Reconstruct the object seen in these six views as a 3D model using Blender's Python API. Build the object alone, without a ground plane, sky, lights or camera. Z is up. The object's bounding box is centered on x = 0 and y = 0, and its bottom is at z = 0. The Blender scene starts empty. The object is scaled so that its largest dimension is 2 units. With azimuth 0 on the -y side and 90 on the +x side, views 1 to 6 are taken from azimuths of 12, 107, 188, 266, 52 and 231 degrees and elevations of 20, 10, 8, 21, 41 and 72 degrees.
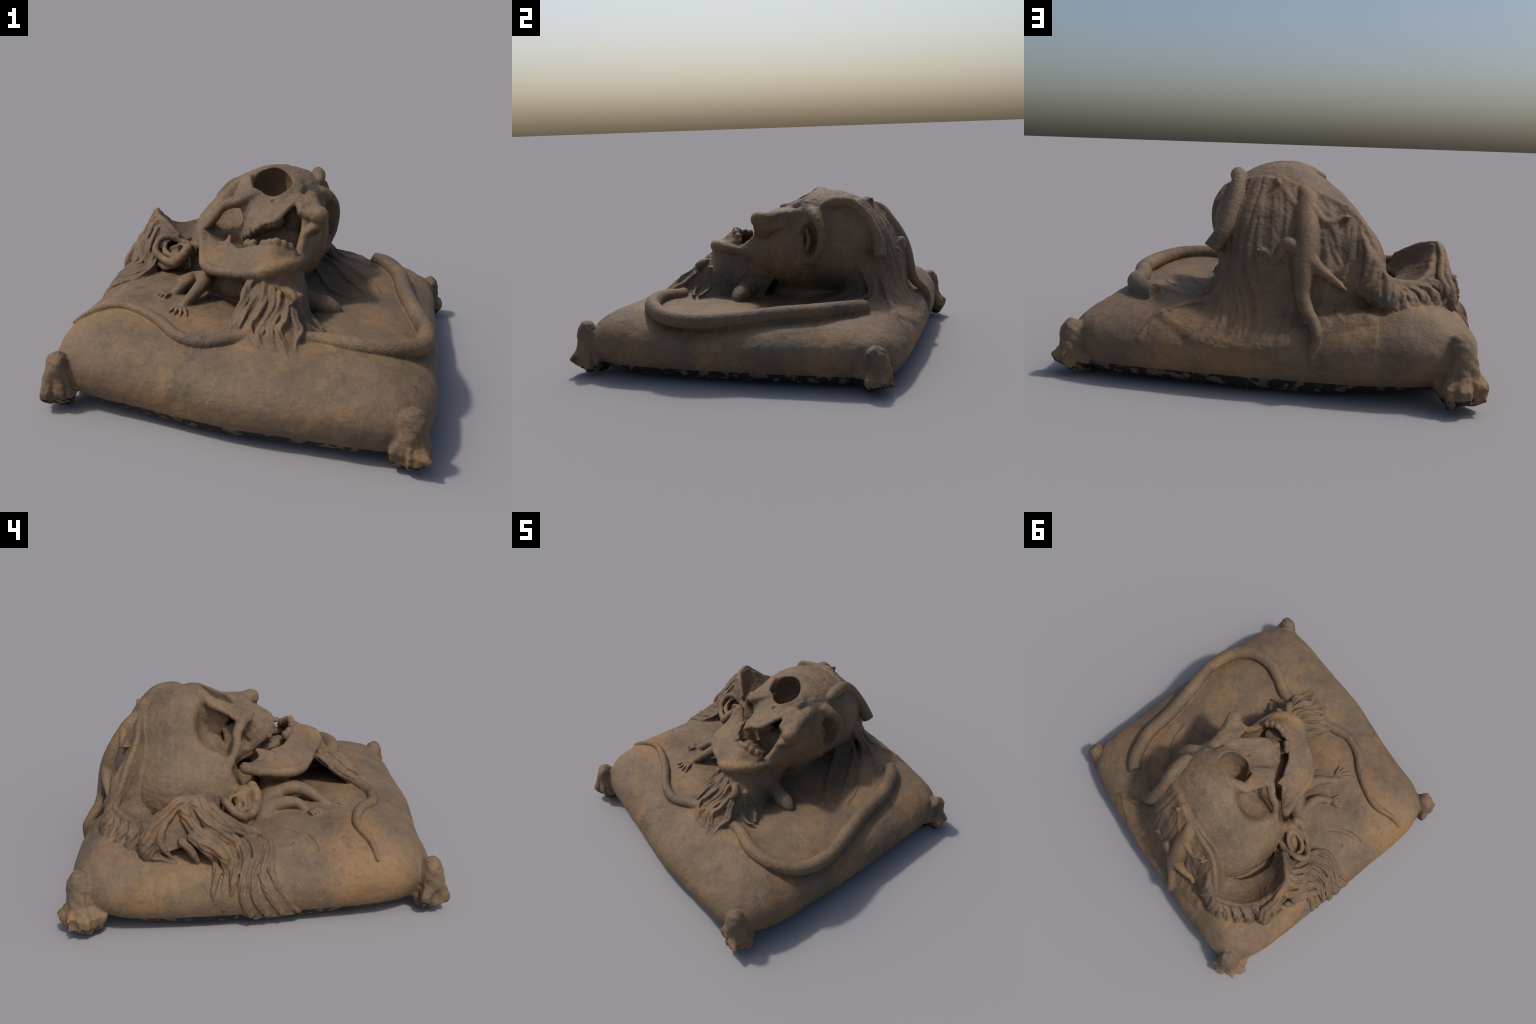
# Carved memento-mori head (half skull, half flesh) resting on a tasselled cushion,
# with snakes and lizards.  Every form is a signed-distance shape (splines, sheets,
# ellipsoids) blended into one clay-like surface, then split into named parts.
import bpy, math
import numpy as np

f4 = np.float32
H = 0.0041                                   # grid step of the modelling field
LO = np.array([-1.02, -1.02, -0.022]); HI = np.array([1.02, 1.04, 0.985])
N = np.ceil((HI - LO) / H).astype(int)
AX = [(LO[a] + H * np.arange(N[a])).astype(f4) for a in range(3)]
VAL = np.full(N, 0.15, f4)
LAB = np.zeros(N, np.uint8)
V = lambda *p: np.array(p, float)

PARTS = ["cushion", "tassel", "tassel", "tassel", "tassel", "cranium", "cheekbone", "jaw", "face",
         "nose", "hair", "scalp", "ear", "beard", "snake", "snake", "lizard", "lizard", "tooth",
         "tongue", "lower_lip", "hair_lock", "eyelid", "neck", "upper_jaw"] + ["tooth"] * 12
(CUSH, TA, TB, TC, TD, CRAN, ZYG, JAW, FACE, NOSE, HAIR, SCALP, EAR, BEARD, SNAKE, SNAKE2, LIZ,
 LIZ2, TOOTH, TONGUE, LIP, LOCK, LID, NECK, MAXI) = range(1, 26)

# ------------------------------------------------------------------ field tools
def region(lo, hi):
    a = np.clip(np.floor((np.asarray(lo) - LO) / H).astype(int), 0, N - 1)
    b = np.clip(np.ceil((np.asarray(hi) - LO) / H).astype(int) + 1, 1, N)
    return tuple(slice(int(i), int(max(j, i + 1))) for i, j in zip(a, b))

def grid(sl):
    return AX[0][sl[0]][:, None, None], AX[1][sl[1]][None, :, None], AX[2][sl[2]][None, None, :]

def union(d, sl, lab, k=0.015):
    v = VAL[sl]
    if lab:
        LAB[sl][d < v] = lab
    m = np.minimum(v, d)
    if k:
        h = np.maximum(k - np.abs(v - d), 0) / k
        m = m - h * h * (k * 0.25)
    VAL[sl] = m

def carve(d, sl, k=0.01):
    v = VAL[sl]; n = -d
    m = np.maximum(v, n)
    h = np.maximum(k - np.abs(v - n), 0) / k
    VAL[sl] = m + h * h * (k * 0.25)

def frame(axis, roll=(0, 0, 1)):
    w = np.asarray(axis, float); w = w / np.linalg.norm(w)
    u = np.cross(roll, w)
    if np.linalg.norm(u) < 1e-3: u = np.cross((0, 1, 0), w)
    u /= np.linalg.norm(u)
    return np.stack([u, np.cross(w, u), w])

def super_dist(c, rad, R=None, n=2.0, margin=0.06):
    """Distance to a (super)ellipsoid with axes R (rows)."""
    c = np.asarray(c, float); rad = np.asarray(rad, float)
    R = np.eye(3) if R is None else R
    ext = np.abs(R.T) @ rad + margin
    sl = region(c - ext, c + ext)
    x, y, z = grid(sl)
    q = [np.abs(((x - c[0]) * R[i, 0] + (y - c[1]) * R[i, 1] + (z - c[2]) * R[i, 2]).astype(f4)) for i in range(3)]
    f = sum((q[i] / rad[i]) ** n for i in range(3)) ** (1.0 / n)
    g = np.sqrt(sum((((q[i] / rad[i]) ** (n - 1)) / rad[i]) ** 2 for i in range(3)))
    g = g / np.maximum(f, 1e-3) ** (n - 1)
    return ((f - 1) / np.maximum(g, 1.0)).astype(f4), sl

def blob(c, rad, lab, k=0.02, R=None, n=2.0):
    rad = V(rad, rad, rad) if np.isscalar(rad) else rad
    d, sl = super_dist(c, rad, R, n, 0.04 + k); union(d, sl, lab, k)

def dig(c, rad, k=0.01, R=None, n=2.0):
    rad = V(rad, rad, rad) if np.isscalar(rad) else rad
    d, sl = super_dist(c, rad, R, n, 0.03 + 1.3 * k); carve(d, sl, k)

def spline(P, t):
    """Catmull-Rom through rows of P at parameters t in [0, len-1]."""
    P = np.asarray(P, float); n = len(P)
    if n == 2:
        return P[0] + (P[1] - P[0]) * np.asarray(t)[:, None]
    Q = np.concatenate([[2 * P[0] - P[1]], P, [2 * P[-1] - P[-2]]])
    i = np.clip(np.floor(t).astype(int), 0, n - 2); u = (t - i)[:, None]
    a, b, c, d = Q[i], Q[i + 1], Q[i + 2], Q[i + 3]
    return 0.5 * (2 * b + (c - a) * u + (2 * a - 5 * b + 4 * c - d) * u ** 2 + (3 * b - a - 3 * c + d) * u ** 3)

def resample(P, step):
    t = np.linspace(0, len(P) - 1, 40 * (len(P) - 1) + 1)
    S = spline(P, t)
    L = np.concatenate([[0], np.cumsum(np.linalg.norm(np.diff(S[:, :3], axis=0), axis=1))])
    m = max(int(L[-1] / step), 2)
    return np.stack([np.interp(np.linspace(0, L[-1], m + 1), L, S[:, j]) for j in range(S.shape[1])], 1)

def stamps(P, margin=0.03):
    """Union of spheres P[:, (x, y, z, r)] as a distance array."""
    P = np.asarray(P, float)
    r = P[:, 3:4]
    sl = region((P[:, :3] - r).min(0) - margin, (P[:, :3] + r).max(0) + margin)
    d = np.full([s.stop - s.start for s in sl], margin, f4)
    o = [s.start for s in sl]
    X = [AX[a][sl[a]] for a in range(3)]
    for p in P:
        m = p[3] + margin
        a = [max(int((p[j] - m - LO[j]) / H) - o[j], 0) for j in range(3)]
        b = [min(int((p[j] + m - LO[j]) / H) + 2 - o[j], d.shape[j]) for j in range(3)]
        if min(b[j] - a[j] for j in range(3)) <= 0: continue
        s = tuple(slice(a[j], b[j]) for j in range(3))
        q = ((X[0][s[0]] - f4(p[0])) ** 2)[:, None, None] + ((X[1][s[1]] - f4(p[1])) ** 2)[None, :, None] + ((X[2][s[2]] - f4(p[2])) ** 2)[None, None, :]
        np.minimum(d[s], np.sqrt(q) - f4(p[3]), out=d[s])
    return d, sl

def tube(P, lab, k=0.015, step=None, cut=None):
    """Round tube along a spline of (x, y, z, radius); cut = (point, normal) slices its end flat."""
    P = np.asarray(P, float)
    S = resample(P, step or max(0.004, 0.3 * P[:, 3].min()))
    d, sl = stamps(S)
    if cut:
        x, y, z = grid(sl); c, n = np.asarray(cut[0]), np.asarray(cut[1]) / np.linalg.norm(cut[1])
        d = np.maximum(d, ((x - c[0]) * n[0] + (y - c[1]) * n[1] + (z - c[2]) * n[2]).astype(f4))
    union(d, sl, lab, k)
    return S

def tubes(LP, lab, k=0.012, step=0.006):
    S = np.concatenate([resample(np.asarray(p, float), step) for p in LP])
    d, sl = stamps(S); union(d, sl, lab, k)

def net(rows, nu, nv):
    """Smooth surface through a net of control points (rows x cols x 4)."""
    A = np.asarray(rows, float)
    t = np.linspace(0, A.shape[0] - 1, nu)
    B = np.stack([spline(A[:, j], t) for j in range(A.shape[1])], 1)
    t = np.linspace(0, A.shape[1] - 1, nv)
    return np.stack([spline(B[i], t) for i in range(nu)], 0)

def with_r(rows, r):
    return [[tuple(p) + (r,) if len(p) == 3 else tuple(p) for p in row] for row in rows]

def sheet_points(rows, r, step):
    A = np.asarray(with_r(rows, r), float)
    lu = max(np.linalg.norm(np.diff(A[:, j, :3], axis=0), axis=1).sum() for j in range(A.shape[1]))
    lv = max(np.linalg.norm(np.diff(A[i, :, :3], axis=0), axis=1).sum() for i in range(A.shape[0]))
    return net(A, max(int(lu / step), 3), max(int(lv / step), 3)).reshape(-1, 4)

def sheet(rows, lab, r=0.012, k=0.012, step=0.0075):
    d, sl = stamps(sheet_points(rows, r, step)); union(d, sl, lab, k)

def hash3(i, j, k):
    h = (i.astype(np.int64) * 374761393 + j.astype(np.int64) * 668265263 + k.astype(np.int64) * 2147483647) & 0xffffffff
    h = ((h ^ (h >> 13)) * 1274126177) & 0xffffffff
    return ((h ^ (h >> 16)) & 0xffff) / 32767.5 - 1.0

def noise(P, scale, octaves=3, seed=0):
    out = np.zeros(len(P)); amp = 1.0
    for o in range(octaves):
        q = P * scale * 2 ** o + 17.3 * (o + 1) + 5.1 * seed
        i = np.floor(q).astype(int); f = q - i; f = f * f * (3 - 2 * f)
        acc = 0
        for dx in (0, 1):
            for dy in (0, 1):
                for dz in (0, 1):
                    w = (f[:, 0] if dx else 1 - f[:, 0]) * (f[:, 1] if dy else 1 - f[:, 1]) * (f[:, 2] if dz else 1 - f[:, 2])
                    acc = acc + w * hash3(i[:, 0] + dx, i[:, 1] + dy, i[:, 2] + dz)
        out += amp * acc; amp *= 0.5
    return out

rng = np.random.default_rng(7)

def locks(guides, n, r, lab, k=0.01, wave=0.0, turns=2.0, jit=0.3, taper=(0.6, 1.0, 0.45), lift=0.0, on=None):
    """Hair locks that follow guide curves; neighbours differ in wave phase, depth and thickness."""
    G = np.asarray(guides, float)            # guides x points x 3
    m = 26
    cols = np.stack([spline(g, np.linspace(0, len(g) - 1, m)) for g in G])       # g, m, 3
    out = []
    for i in range(n):
        s = np.clip((i + rng.uniform(-jit, jit)) / max(n - 1, 1), 0, 1) * (len(G) - 1)
        c = np.stack([spline(cols[:, j], np.array([s]))[0] for j in range(m)])
        t = np.linspace(0, 1, m)
        tan = np.gradient(c, axis=0); tan /= np.linalg.norm(tan, axis=1)[:, None] + 1e-9
        i0 = min(int(s), len(G) - 2)
        side = cols[i0 + 1] - cols[i0]; side /= np.linalg.norm(side, axis=1)[:, None] + 1e-9
        ph = rng.uniform(0, 6.28)
        nor = np.cross(tan, side)
        c = c + side * (wave * np.sin(turns * 6.283 * t + ph * 0.35 + s * 0.8) * np.sqrt(t))[:, None]
        c = c + nor * (lift * rng.uniform(-1, 1) * np.sin(3.14 * t))[:, None]
        if on is not None: c = lay(c, on)
        rr = r * rng.uniform(0.6, 1.4) * np.interp(t, [0, 0.45, 1], taper)
        out.append(resample(np.concatenate([c, rr[:, None]], 1)[::2], 0.006))
    d, sl = stamps(np.concatenate(out)); union(d, sl, lab, k)

def field_at(p):
    q = (np.asarray(p, float) - LO) / H
    i = np.clip(np.floor(q).astype(int), 0, N - 2); f = np.clip(q - i, 0, 1); r = 0
    for a in (0, 1):
        for b in (0, 1):
            for c in (0, 1):
                w = (f[:, 0] if a else 1 - f[:, 0]) * (f[:, 1] if b else 1 - f[:, 1]) * (f[:, 2] if c else 1 - f[:, 2])
                r = r + w * VAL[i[:, 0] + a, i[:, 1] + b, i[:, 2] + c]
    return r

def lay(P, off=0.0, n=8):
    """Drop a path (x, y, z, ...) onto the surface built so far, at height off."""
    P = np.array(P, float); p = P[:, :3]; e = 0.006
    for _ in range(n):
        g = np.stack([(field_at(p + e * a) - field_at(p - e * a)) / (2 * e) for a in np.eye(3)], 1)
        g /= np.linalg.norm(g, axis=1)[:, None] + 1e-6
        p = p - g * np.clip(field_at(p) - off, -0.02, 0.02)[:, None]
    P[:, :3] = p
    return P

def twisted(P, lab, k=0.006, n=4, turn=1.2, fine=0.42):
    """A lock of hair: a core with finer strands wound slowly round it."""
    S = resample(np.asarray(P, float), 0.006)
    core = S.copy(); core[:, 3] *= 0.82
    tan = np.gradient(S[:, :3], axis=0); tan /= np.linalg.norm(tan, axis=1)[:, None] + 1e-9
    a = np.cross(tan, V(0.3, 0.2, 1.0)); a /= np.linalg.norm(a, axis=1)[:, None] + 1e-9
    b = np.cross(tan, a)
    t = np.linspace(0, 1, len(S)); ph0 = rng.uniform(0, 6.28); sg = rng.choice([-1, 1])
    out = [core]
    for i in range(n):
        ph = ph0 + 6.283 * i / n + sg * turn * t
        q = S.copy()
        q[:, :3] += (a * np.cos(ph)[:, None] + b * np.sin(ph)[:, None]) * (0.66 * S[:, 3])[:, None]
        q[:, 3] = np.maximum(S[:, 3] * fine, 0.005)
        out.append(q)
    d, sl = stamps(np.concatenate(out)); union(d, sl, lab, k)

# ------------------------------------------------------------------ cushion
QUAD = dict(A=V(0.905, -0.845), B=V(-0.845, -0.752), C=V(-0.88, 0.965), D=V(0.89, 0.895))

def cushion():
    sl = region((-1, -1, -0.02), (1, 1.03, 0.42))
    x, y, z = grid(sl)
    X, Y = np.broadcast_arrays(x[:, :, 0], y[:, :, 0]); X = X.astype(float); Y = Y.astype(float)
    # the sides are not straight: the front swells in the middle, the flank is drawn in
    fr = np.clip((-0.3 - Y) / 0.5, 0, 1); fl = np.clip((X - 0.3) / 0.5, 0, 1)
    X0, Y0 = X, Y
    Y = Y + (0.022 * np.exp(-((X0 - 0.08) / 0.25) ** 2) - 0.014 * np.exp(-((X0 + 0.43) / 0.18) ** 2)) * fr
    X = X + 0.018 * np.exp(-((Y0 - 0.5) / 0.25) ** 2) * fl
    u = X / 0.9; v = (Y - 0.07) / 0.9
    A, B, C, D = (QUAD[k] for k in "ABCD")
    for _ in range(5):                       # invert the bilinear map of the four corners
        w = [(1 + u) * (1 - v) / 4, (1 - u) * (1 - v) / 4, (1 - u) * (1 + v) / 4, (1 + u) * (1 + v) / 4]
        e = [sum(a * q[i] for a, q in zip(w, (A, B, C, D))) for i in (0, 1)]
        du = [((1 - v) * (A[i] - B[i]) + (1 + v) * (D[i] - C[i])) / 4 for i in (0, 1)]
        dv = [((1 + u) * (D[i] - A[i]) + (1 - u) * (C[i] - B[i])) / 4 for i in (0, 1)]
        det = du[0] * dv[1] - du[1] * dv[0]
        rx, ry = X - e[0], Y - e[1]
        u = u + (rx * dv[1] - ry * dv[0]) / det; v = v + (ry * du[0] - rx * du[1]) / det
    au, av = np.abs(u), np.abs(v)
    plan = (au ** 7 + av ** 7) ** (1 / 7)
    hill = lambda a, cx, cy, sx, sy: a * np.exp(-(((X - cx) / sx) ** 2 + ((Y - cy) / sy) ** 2))
    # hollow pressed by the head; fuller and flatter corners
    dip = hill(0.095, 0.11, 0.03, 0.45, 0.48) + hill(0.065, 0.33, 0.30, 0.20, 0.24) - hill(0.012, 0.33, 0.79, 0.17, 0.12) + hill(0.028, 0.42, -0.30, 0.22, 0.13) - hill(0.02, -0.42, 0.86, 0.3, 0.2) \
        - hill(0.055, -0.68, 0.78, 0.26, 0.30) - hill(0.022, 0.75, -0.62, 0.2, 0.2) - hill(0.034, -0.68, -0.48, 0.22, 0.35) + hill(0.012, -0.25, -0.62, 0.2, 0.15)
    # puffy folds radiating from the corners
    ang = np.arctan2(1 - av, 1 - au)
    fold = 0.006 * np.sin(9 * ang) * np.exp(-((1 - au) ** 2 + (1 - av) ** 2) / 0.09)
    zz = z - 0.15 + (dip + fold)[:, :, None]
    tz = np.where(zz > 0, 0.263, 0.305)
    f = ((np.abs(plan) ** 2.25)[:, :, None] + np.abs(zz / tz) ** 2.25) ** (1 / 2.25)
    g = np.gradient(f, H)
    d = ((f - 1) / np.maximum(np.sqrt(g[0] ** 2 + g[1] ** 2 + g[2] ** 2), 1.0)).astype(f4)
    cut = (0.036 - 0.014 * np.clip(X + Y - 0.3, 0, 1) + 0.010 * np.sin(5 * X + 2) * np.cos(4 * Y))[:, :, None] - z
    d = np.maximum(d, cut.astype(f4))
    union(d, sl, CUSH, 0)

cushion()

# a shallow crescent dent, a pock hole and finger marks in the cushion
S = lay([(-0.55, -0.075, 0.35, 0.010), (-0.60, -0.135, 0.345, 0.014), (-0.66, -0.17, 0.335, 0.016), (-0.715, -0.19, 0.32, 0.010)], 0.004)
d, sl = stamps(resample(S, 0.004)); carve(d, sl, 0.006)
dig(lay([(-0.674, -0.075, 0.345)])[0], 0.010, 0.005)
# corner tassels: knotted neck, gathered skirt of folds flaring to the ground
def tassel(lab, top, foot, out, seed, flare=0.105):
    r = np.random.default_rng(seed)
    top, foot = np.asarray(top, float), np.asarray(foot, float)
    sl = region(np.minimum(top, foot) - flare - 0.06, np.maximum(top, foot) + flare + 0.06)
    x, y, z = grid(sl)
    t = (top[2] - z) / (top[2] - foot[2])                       # 0 at the knot, 1 at the hem
    cx = top[0] + (foot[0] - top[0]) * t; cy = top[1] + (foot[1] - top[1]) * t
    dx, dy = x - cx, y - cy
    rho = np.sqrt(dx * dx + dy * dy); th = np.arctan2(dy, dx)
    R = np.interp(t, [-0.3, -0.18, -0.05, 0.12, 0.3, 0.5, 0.72, 0.9, 1.1], [0.0, 0.032, 0.047, 0.055, 0.060, 0.066, flare, 0.95 * flare, 0.74 * flare])
    p = r.uniform(0, 6.28, 6)
    fold = 0.10 * np.cos(4 * th + p[0] + 0.8 * t) + 0.09 * np.cos(7 * th + p[1] - 1.0 * t) + 0.09 * np.cos(2 * th + p[2]) + 0.035 * np.cos(15 * th + p[3])
    R = R * (1 + fold * np.clip((t - 0.25) / 0.5, 0, 1)) + 0.003 * np.cos(3 * th + 9 * t + p[4]) + 0.0012 * np.cos(5 * th - 23 * t + p[5])
    d = (rho - R) * 0.72
    lift = np.maximum(dx * out[0] + dy * out[1], 0) * 0.35                  # hem rises outwards
    d = np.maximum(d, (foot[2] - 0.026 + lift - 0.006 * np.cos(4 * th + p[3])) - z)
    d = np.maximum(d, z - top[2] - 0.045)
    union(d.astype(f4), sl, lab, 0.018)
    o3 = V(*out, 0); side = V(-out[1], out[0], 0)
    for i in range(2):                                          # deep pockets between the folds
        a = r.uniform(-1.1, 1.1)
        dirn = math.cos(a) * o3 + math.sin(a) * side
        dig(foot + dirn * flare * 0.98 + V(0, 0, r.uniform(0.03, 0.06)), (0.022, 0.022, 0.035), 0.014)

s2 = math.sqrt(0.5)
tassel(TA, (0.80, -0.785, 0.240), (0.803, -0.768, 0.042), (s2, -s2), 1, 0.090)
tassel(TB, (-0.755, -0.72, 0.225), (-0.757, -0.715, 0.05), (-s2, -s2), 2, 0.082)
tassel(TC, (-0.785, 0.89, 0.255), (-0.80, 0.892, 0.050), (-s2, s2), 3, 0.10)
tassel(TD, (0.835, 0.79, 0.195), (0.815, 0.785, 0.042), (s2, s2), 4, 0.092)

# ------------------------------------------------------------------ head mass
L = V(0.761, 0.150, -0.631); U = V(0.124, 0.921, 0.369); F = V(0.637, -0.359, 0.683)
HEAD = np.stack([L, F, U]); HC = V(-0.003, 0.372, 0.442)

def head():
    d, sl = super_dist(HC, V(0.428, 0.455, 0.412), HEAD, 2.39, 0.06)
    x, y, z = grid(sl)
    def smax(a, b, k):
        h = np.maximum(k - np.abs(a - b), 0) / k
        return np.maximum(a, b) + h * h * k * 0.25
    flesh = (x - 0.300) + 0.6 * np.maximum(y - 0.52, 0) + 0.28 * np.maximum(z - 0.70, 0) + 1.5 * (0.5 * (0.46 - z) + np.sqrt(0.25 * (0.46 - z) ** 2 + 0.0012)) * np.clip((0.72 - y) / 0.15, 0, 1)       # flat flesh side
    d = smax(d, flesh.astype(f4), f4(0.12))
    front = (0.235 - y) * 0.93 + (z - 0.75) * 0.33 - 0 * x             # open the lower face
    d = smax(d, front.astype(f4), f4(0.03))
    union(d, sl, CRAN, 0.01)

head()
blob((-0.22, 0.46, 0.49), (0.250, 0.20, 0.20), CRAN, 0.05)
# temporal fossa behind the cheekbone arch
dig((-0.205, 0.245, 0.770), (0.095, 0.115, 0.130), 0.08, frame((-0.20, 0.0, -0.22)))
# bone mass round the orbit, then the orbit itself
NORB = V(0.27, -0.52, 0.81); CORB = V(0.003, 0.242, 0.848)
blob((0.02, 0.25, 0.765), (0.13, 0.115, 0.13), CRAN, 0.04)
tube([(-0.15, 0.25, 0.855, 0.024), (-0.09, 0.295, 0.885, 0.028), (-0.01, 0.335, 0.895, 0.030), (0.08, 0.345, 0.872, 0.030), (0.16, 0.31, 0.83, 0.03)], CRAN, 0.04)
tube([(0.085, 0.335, 0.87, 0.026), (0.12, 0.28, 0.845, 0.028), (0.125, 0.215, 0.815, 0.026), (0.08, 0.165, 0.792, 0.022)], CRAN, 0.03)
# upper jaw bone: orbit floor, cheek surface, tooth socket edge, palate
MX = [[(-0.15, 0.125, 0.78), (-0.13, 0.115, 0.795), (-0.088, 0.160, 0.828), (-0.01, 0.160, 0.803), (0.07, 0.150, 0.790), (0.14, 0.19, 0.812)],
      [(-0.125, 0.11, 0.75), (-0.105, 0.075, 0.76), (-0.055, 0.105, 0.788), (0.02, 0.115, 0.79), (0.085, 0.115, 0.795), (0.135, 0.12, 0.808)],
      [(-0.105, 0.09, 0.69), (-0.09, 0.05, 0.70), (-0.06, 0.035, 0.735), (0.01, 0.04, 0.757), (0.07, 0.045, 0.768), (0.108, 0.065, 0.787)],
      [(-0.10, 0.06, 0.64), (-0.088, 0.01, 0.655), (-0.06, -0.03, 0.69), (0.0, -0.045, 0.724), (0.05, -0.04, 0.735), (0.08, 0.0, 0.752)],
      [(-0.11, 0.09, 0.60), (-0.09, 0.04, 0.62), (-0.03, 0.03, 0.66), (0.03, 0.03, 0.69), (0.065, 0.03, 0.70), (0.085, 0.05, 0.725)]]
sheet(MX, MAXI, 0.014, 0.02)
# side wall behind the cheekbone
sheet([[(-0.10, 0.12, 0.75), (-0.12, 0.20, 0.72)], [(-0.09, 0.10, 0.69), (-0.13, 0.19, 0.66)], [(-0.085, 0.08, 0.63), (-0.15, 0.17, 0.59)], [(-0.10, 0.07, 0.58), (-0.11, 0.17, 0.53)]], MAXI, 0.014, 0.02)
# closed back of the mouth and nose
blob((0.06, 0.09, 0.595), (0.14, 0.075, 0.095), NECK, 0.03)
blob((0.13, 0.16, 0.71), (0.06, 0.06, 0.08), MAXI, 0.03)
dig(CORB - 0.03 * NORB, (0.100, 0.092, 0.118), 0.012, frame(NORB, (0.7, 0.6, 0.1)), 2.3)
sheet([[(-0.125, 0.30, 0.872), (-0.118, 0.235, 0.852), (-0.112, 0.17, 0.80)], [(-0.118, 0.33, 0.82), (-0.122, 0.26, 0.79), (-0.115, 0.20, 0.755)], [(-0.10, 0.36, 0.76), (-0.105, 0.29, 0.73), (-0.10, 0.23, 0.70)]], CRAN, 0.013, 0.01)
# cheekbone: frontal process, body and the free arch
sheet([[(-0.075, 0.145, 0.815), (-0.135, 0.067, 0.800)], [(-0.095, 0.165, 0.830), (-0.165, 0.095, 0.785)], [(-0.115, 0.205, 0.858), (-0.18, 0.13, 0.785)], [(-0.13, 0.245, 0.872), (-0.170, 0.195, 0.825)], [(-0.12, 0.29, 0.885), (-0.160, 0.265, 0.858)]], ZYG, 0.014, 0.015)
tube([(-0.10, 0.13, 0.80, 0.024), (-0.138, 0.085, 0.792, 0.027), (-0.16, 0.075, 0.785, 0.018)], ZYG, 0.02)
tube([(-0.15, 0.10, 0.785, 0.030), (-0.197, 0.12, 0.768, 0.027), (-0.244, 0.145, 0.733, 0.022), (-0.280, 0.148, 0.678, 0.021), (-0.317, 0.178, 0.625, 0.020), (-0.375, 0.22, 0.56, 0.026)], ZYG, 0.015)
# cheek flesh of the living side
FL = [[(0.19, 0.31, 0.80), (0.245, 0.31, 0.72), (0.262, 0.31, 0.62), (0.268, 0.30, 0.52), (0.205, 0.28, 0.43), (0.10, 0.26, 0.37)],
      [(0.185, 0.18, 0.802), (0.222, 0.18, 0.72), (0.248, 0.18, 0.62), (0.248, 0.18, 0.52), (0.21, 0.18, 0.44), (0.11, 0.18, 0.38)],
      [(0.185, 0.09, 0.78), (0.205, 0.09, 0.70), (0.224, 0.09, 0.61), (0.212, 0.09, 0.52), (0.18, 0.09, 0.455), (0.11, 0.09, 0.41)],
      [(0.20, 0.025, 0.70), (0.207, 0.02, 0.66), (0.218, 0.01, 0.60), (0.210, 0.0, 0.53), (0.185, 0.0, 0.47), (0.13, 0.0, 0.43)],
      [(0.195, -0.055, 0.61), (0.205, -0.065, 0.59), (0.21, -0.075, 0.57), (0.20, -0.08, 0.53), (0.17, -0.08, 0.49), (0.12, -0.08, 0.46)],
      [(0.18, -0.17, 0.59), (0.185, -0.18, 0.57), (0.18, -0.18, 0.55), (0.165, -0.18, 0.53), (0.135, -0.18, 0.51), (0.09, -0.17, 0.49)],
      [(0.14, -0.255, 0.59), (0.15, -0.26, 0.575), (0.145, -0.265, 0.56), (0.13, -0.265, 0.545), (0.11, -0.26, 0.53), (0.08, -0.25, 0.51)]]
sheet(FL, FACE, 0.017, 0.02)
# nose: bridge, tip, wing, torn edge over the bare nasal opening
tube([(0.19, 0.28, 0.79, 0.026), (0.215, 0.18, 0.785, 0.032), (0.245, 0.10, 0.775, 0.036), (0.266, 0.042, 0.772, 0.047)], NOSE, 0.03)
sheet([[(0.16, 0.19, 0.80), (0.20, 0.19, 0.79), (0.24, 0.17, 0.735)], [(0.165, 0.11, 0.795), (0.225, 0.11, 0.775), (0.25, 0.10, 0.72)], [(0.178, 0.058, 0.775), (0.25, 0.05, 0.765), (0.268, 0.045, 0.725)]], NOSE, 0.023, 0.02)
blob((0.242, 0.055, 0.695), (0.03, 0.042, 0.03), NOSE, 0.03)
dig((0.252, 0.02, 0.680), (0.022, 0.022, 0.018), 0.01)
tube([(0.262, 0.025, 0.725, 0.018), (0.225, 0.01, 0.70, 0.014), (0.20, 0.0, 0.665, 0.014), (0.195, -0.03, 0.63, 0.015), (0.20, -0.075, 0.59, 0.018)], FACE, 0.02)
# flesh brow over the dead eye, eye hollow, eyelids and the tears
tube([(0.19, 0.315, 0.815, 0.02), (0.24, 0.35, 0.802, 0.030), (0.284, 0.385, 0.755, 0.031), (0.300, 0.405, 0.69, 0.028), (0.298, 0.39, 0.61, 0.024), (0.282, 0.35, 0.54, 0.022)], FACE, 0.025)
dig((0.295, 0.335, 0.665), (0.085, 0.052, 0.095), 0.02)
tube([(0.245, 0.275, 0.73, 0.013), (0.263, 0.280, 0.67, 0.015), (0.268, 0.286, 0.61, 0.015), (0.272, 0.29, 0.55, 0.013)], LID, 0.012)
tube([(0.235, 0.31, 0.715, 0.012), (0.246, 0.322, 0.655, 0.015), (0.258, 0.312, 0.59, 0.013)], LID, 0.010)
for i, (y0, y1, z1) in enumerate([(0.275, 0.262, 0.535), (0.288, 0.284, 0.50), (0.298, 0.305, 0.53), (0.282, 0.273, 0.515)]):
    tube(lay([(0.27, y0, 0.585, 0.007), (0.283, (y0 + y1) / 2, 0.55, 0.007), (0.288, y1, z1, 0.010)], 0.003), LID, 0.005, 0.004)
dig((0.026, 0.115, 0.805), 0.012, 0.005)
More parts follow.
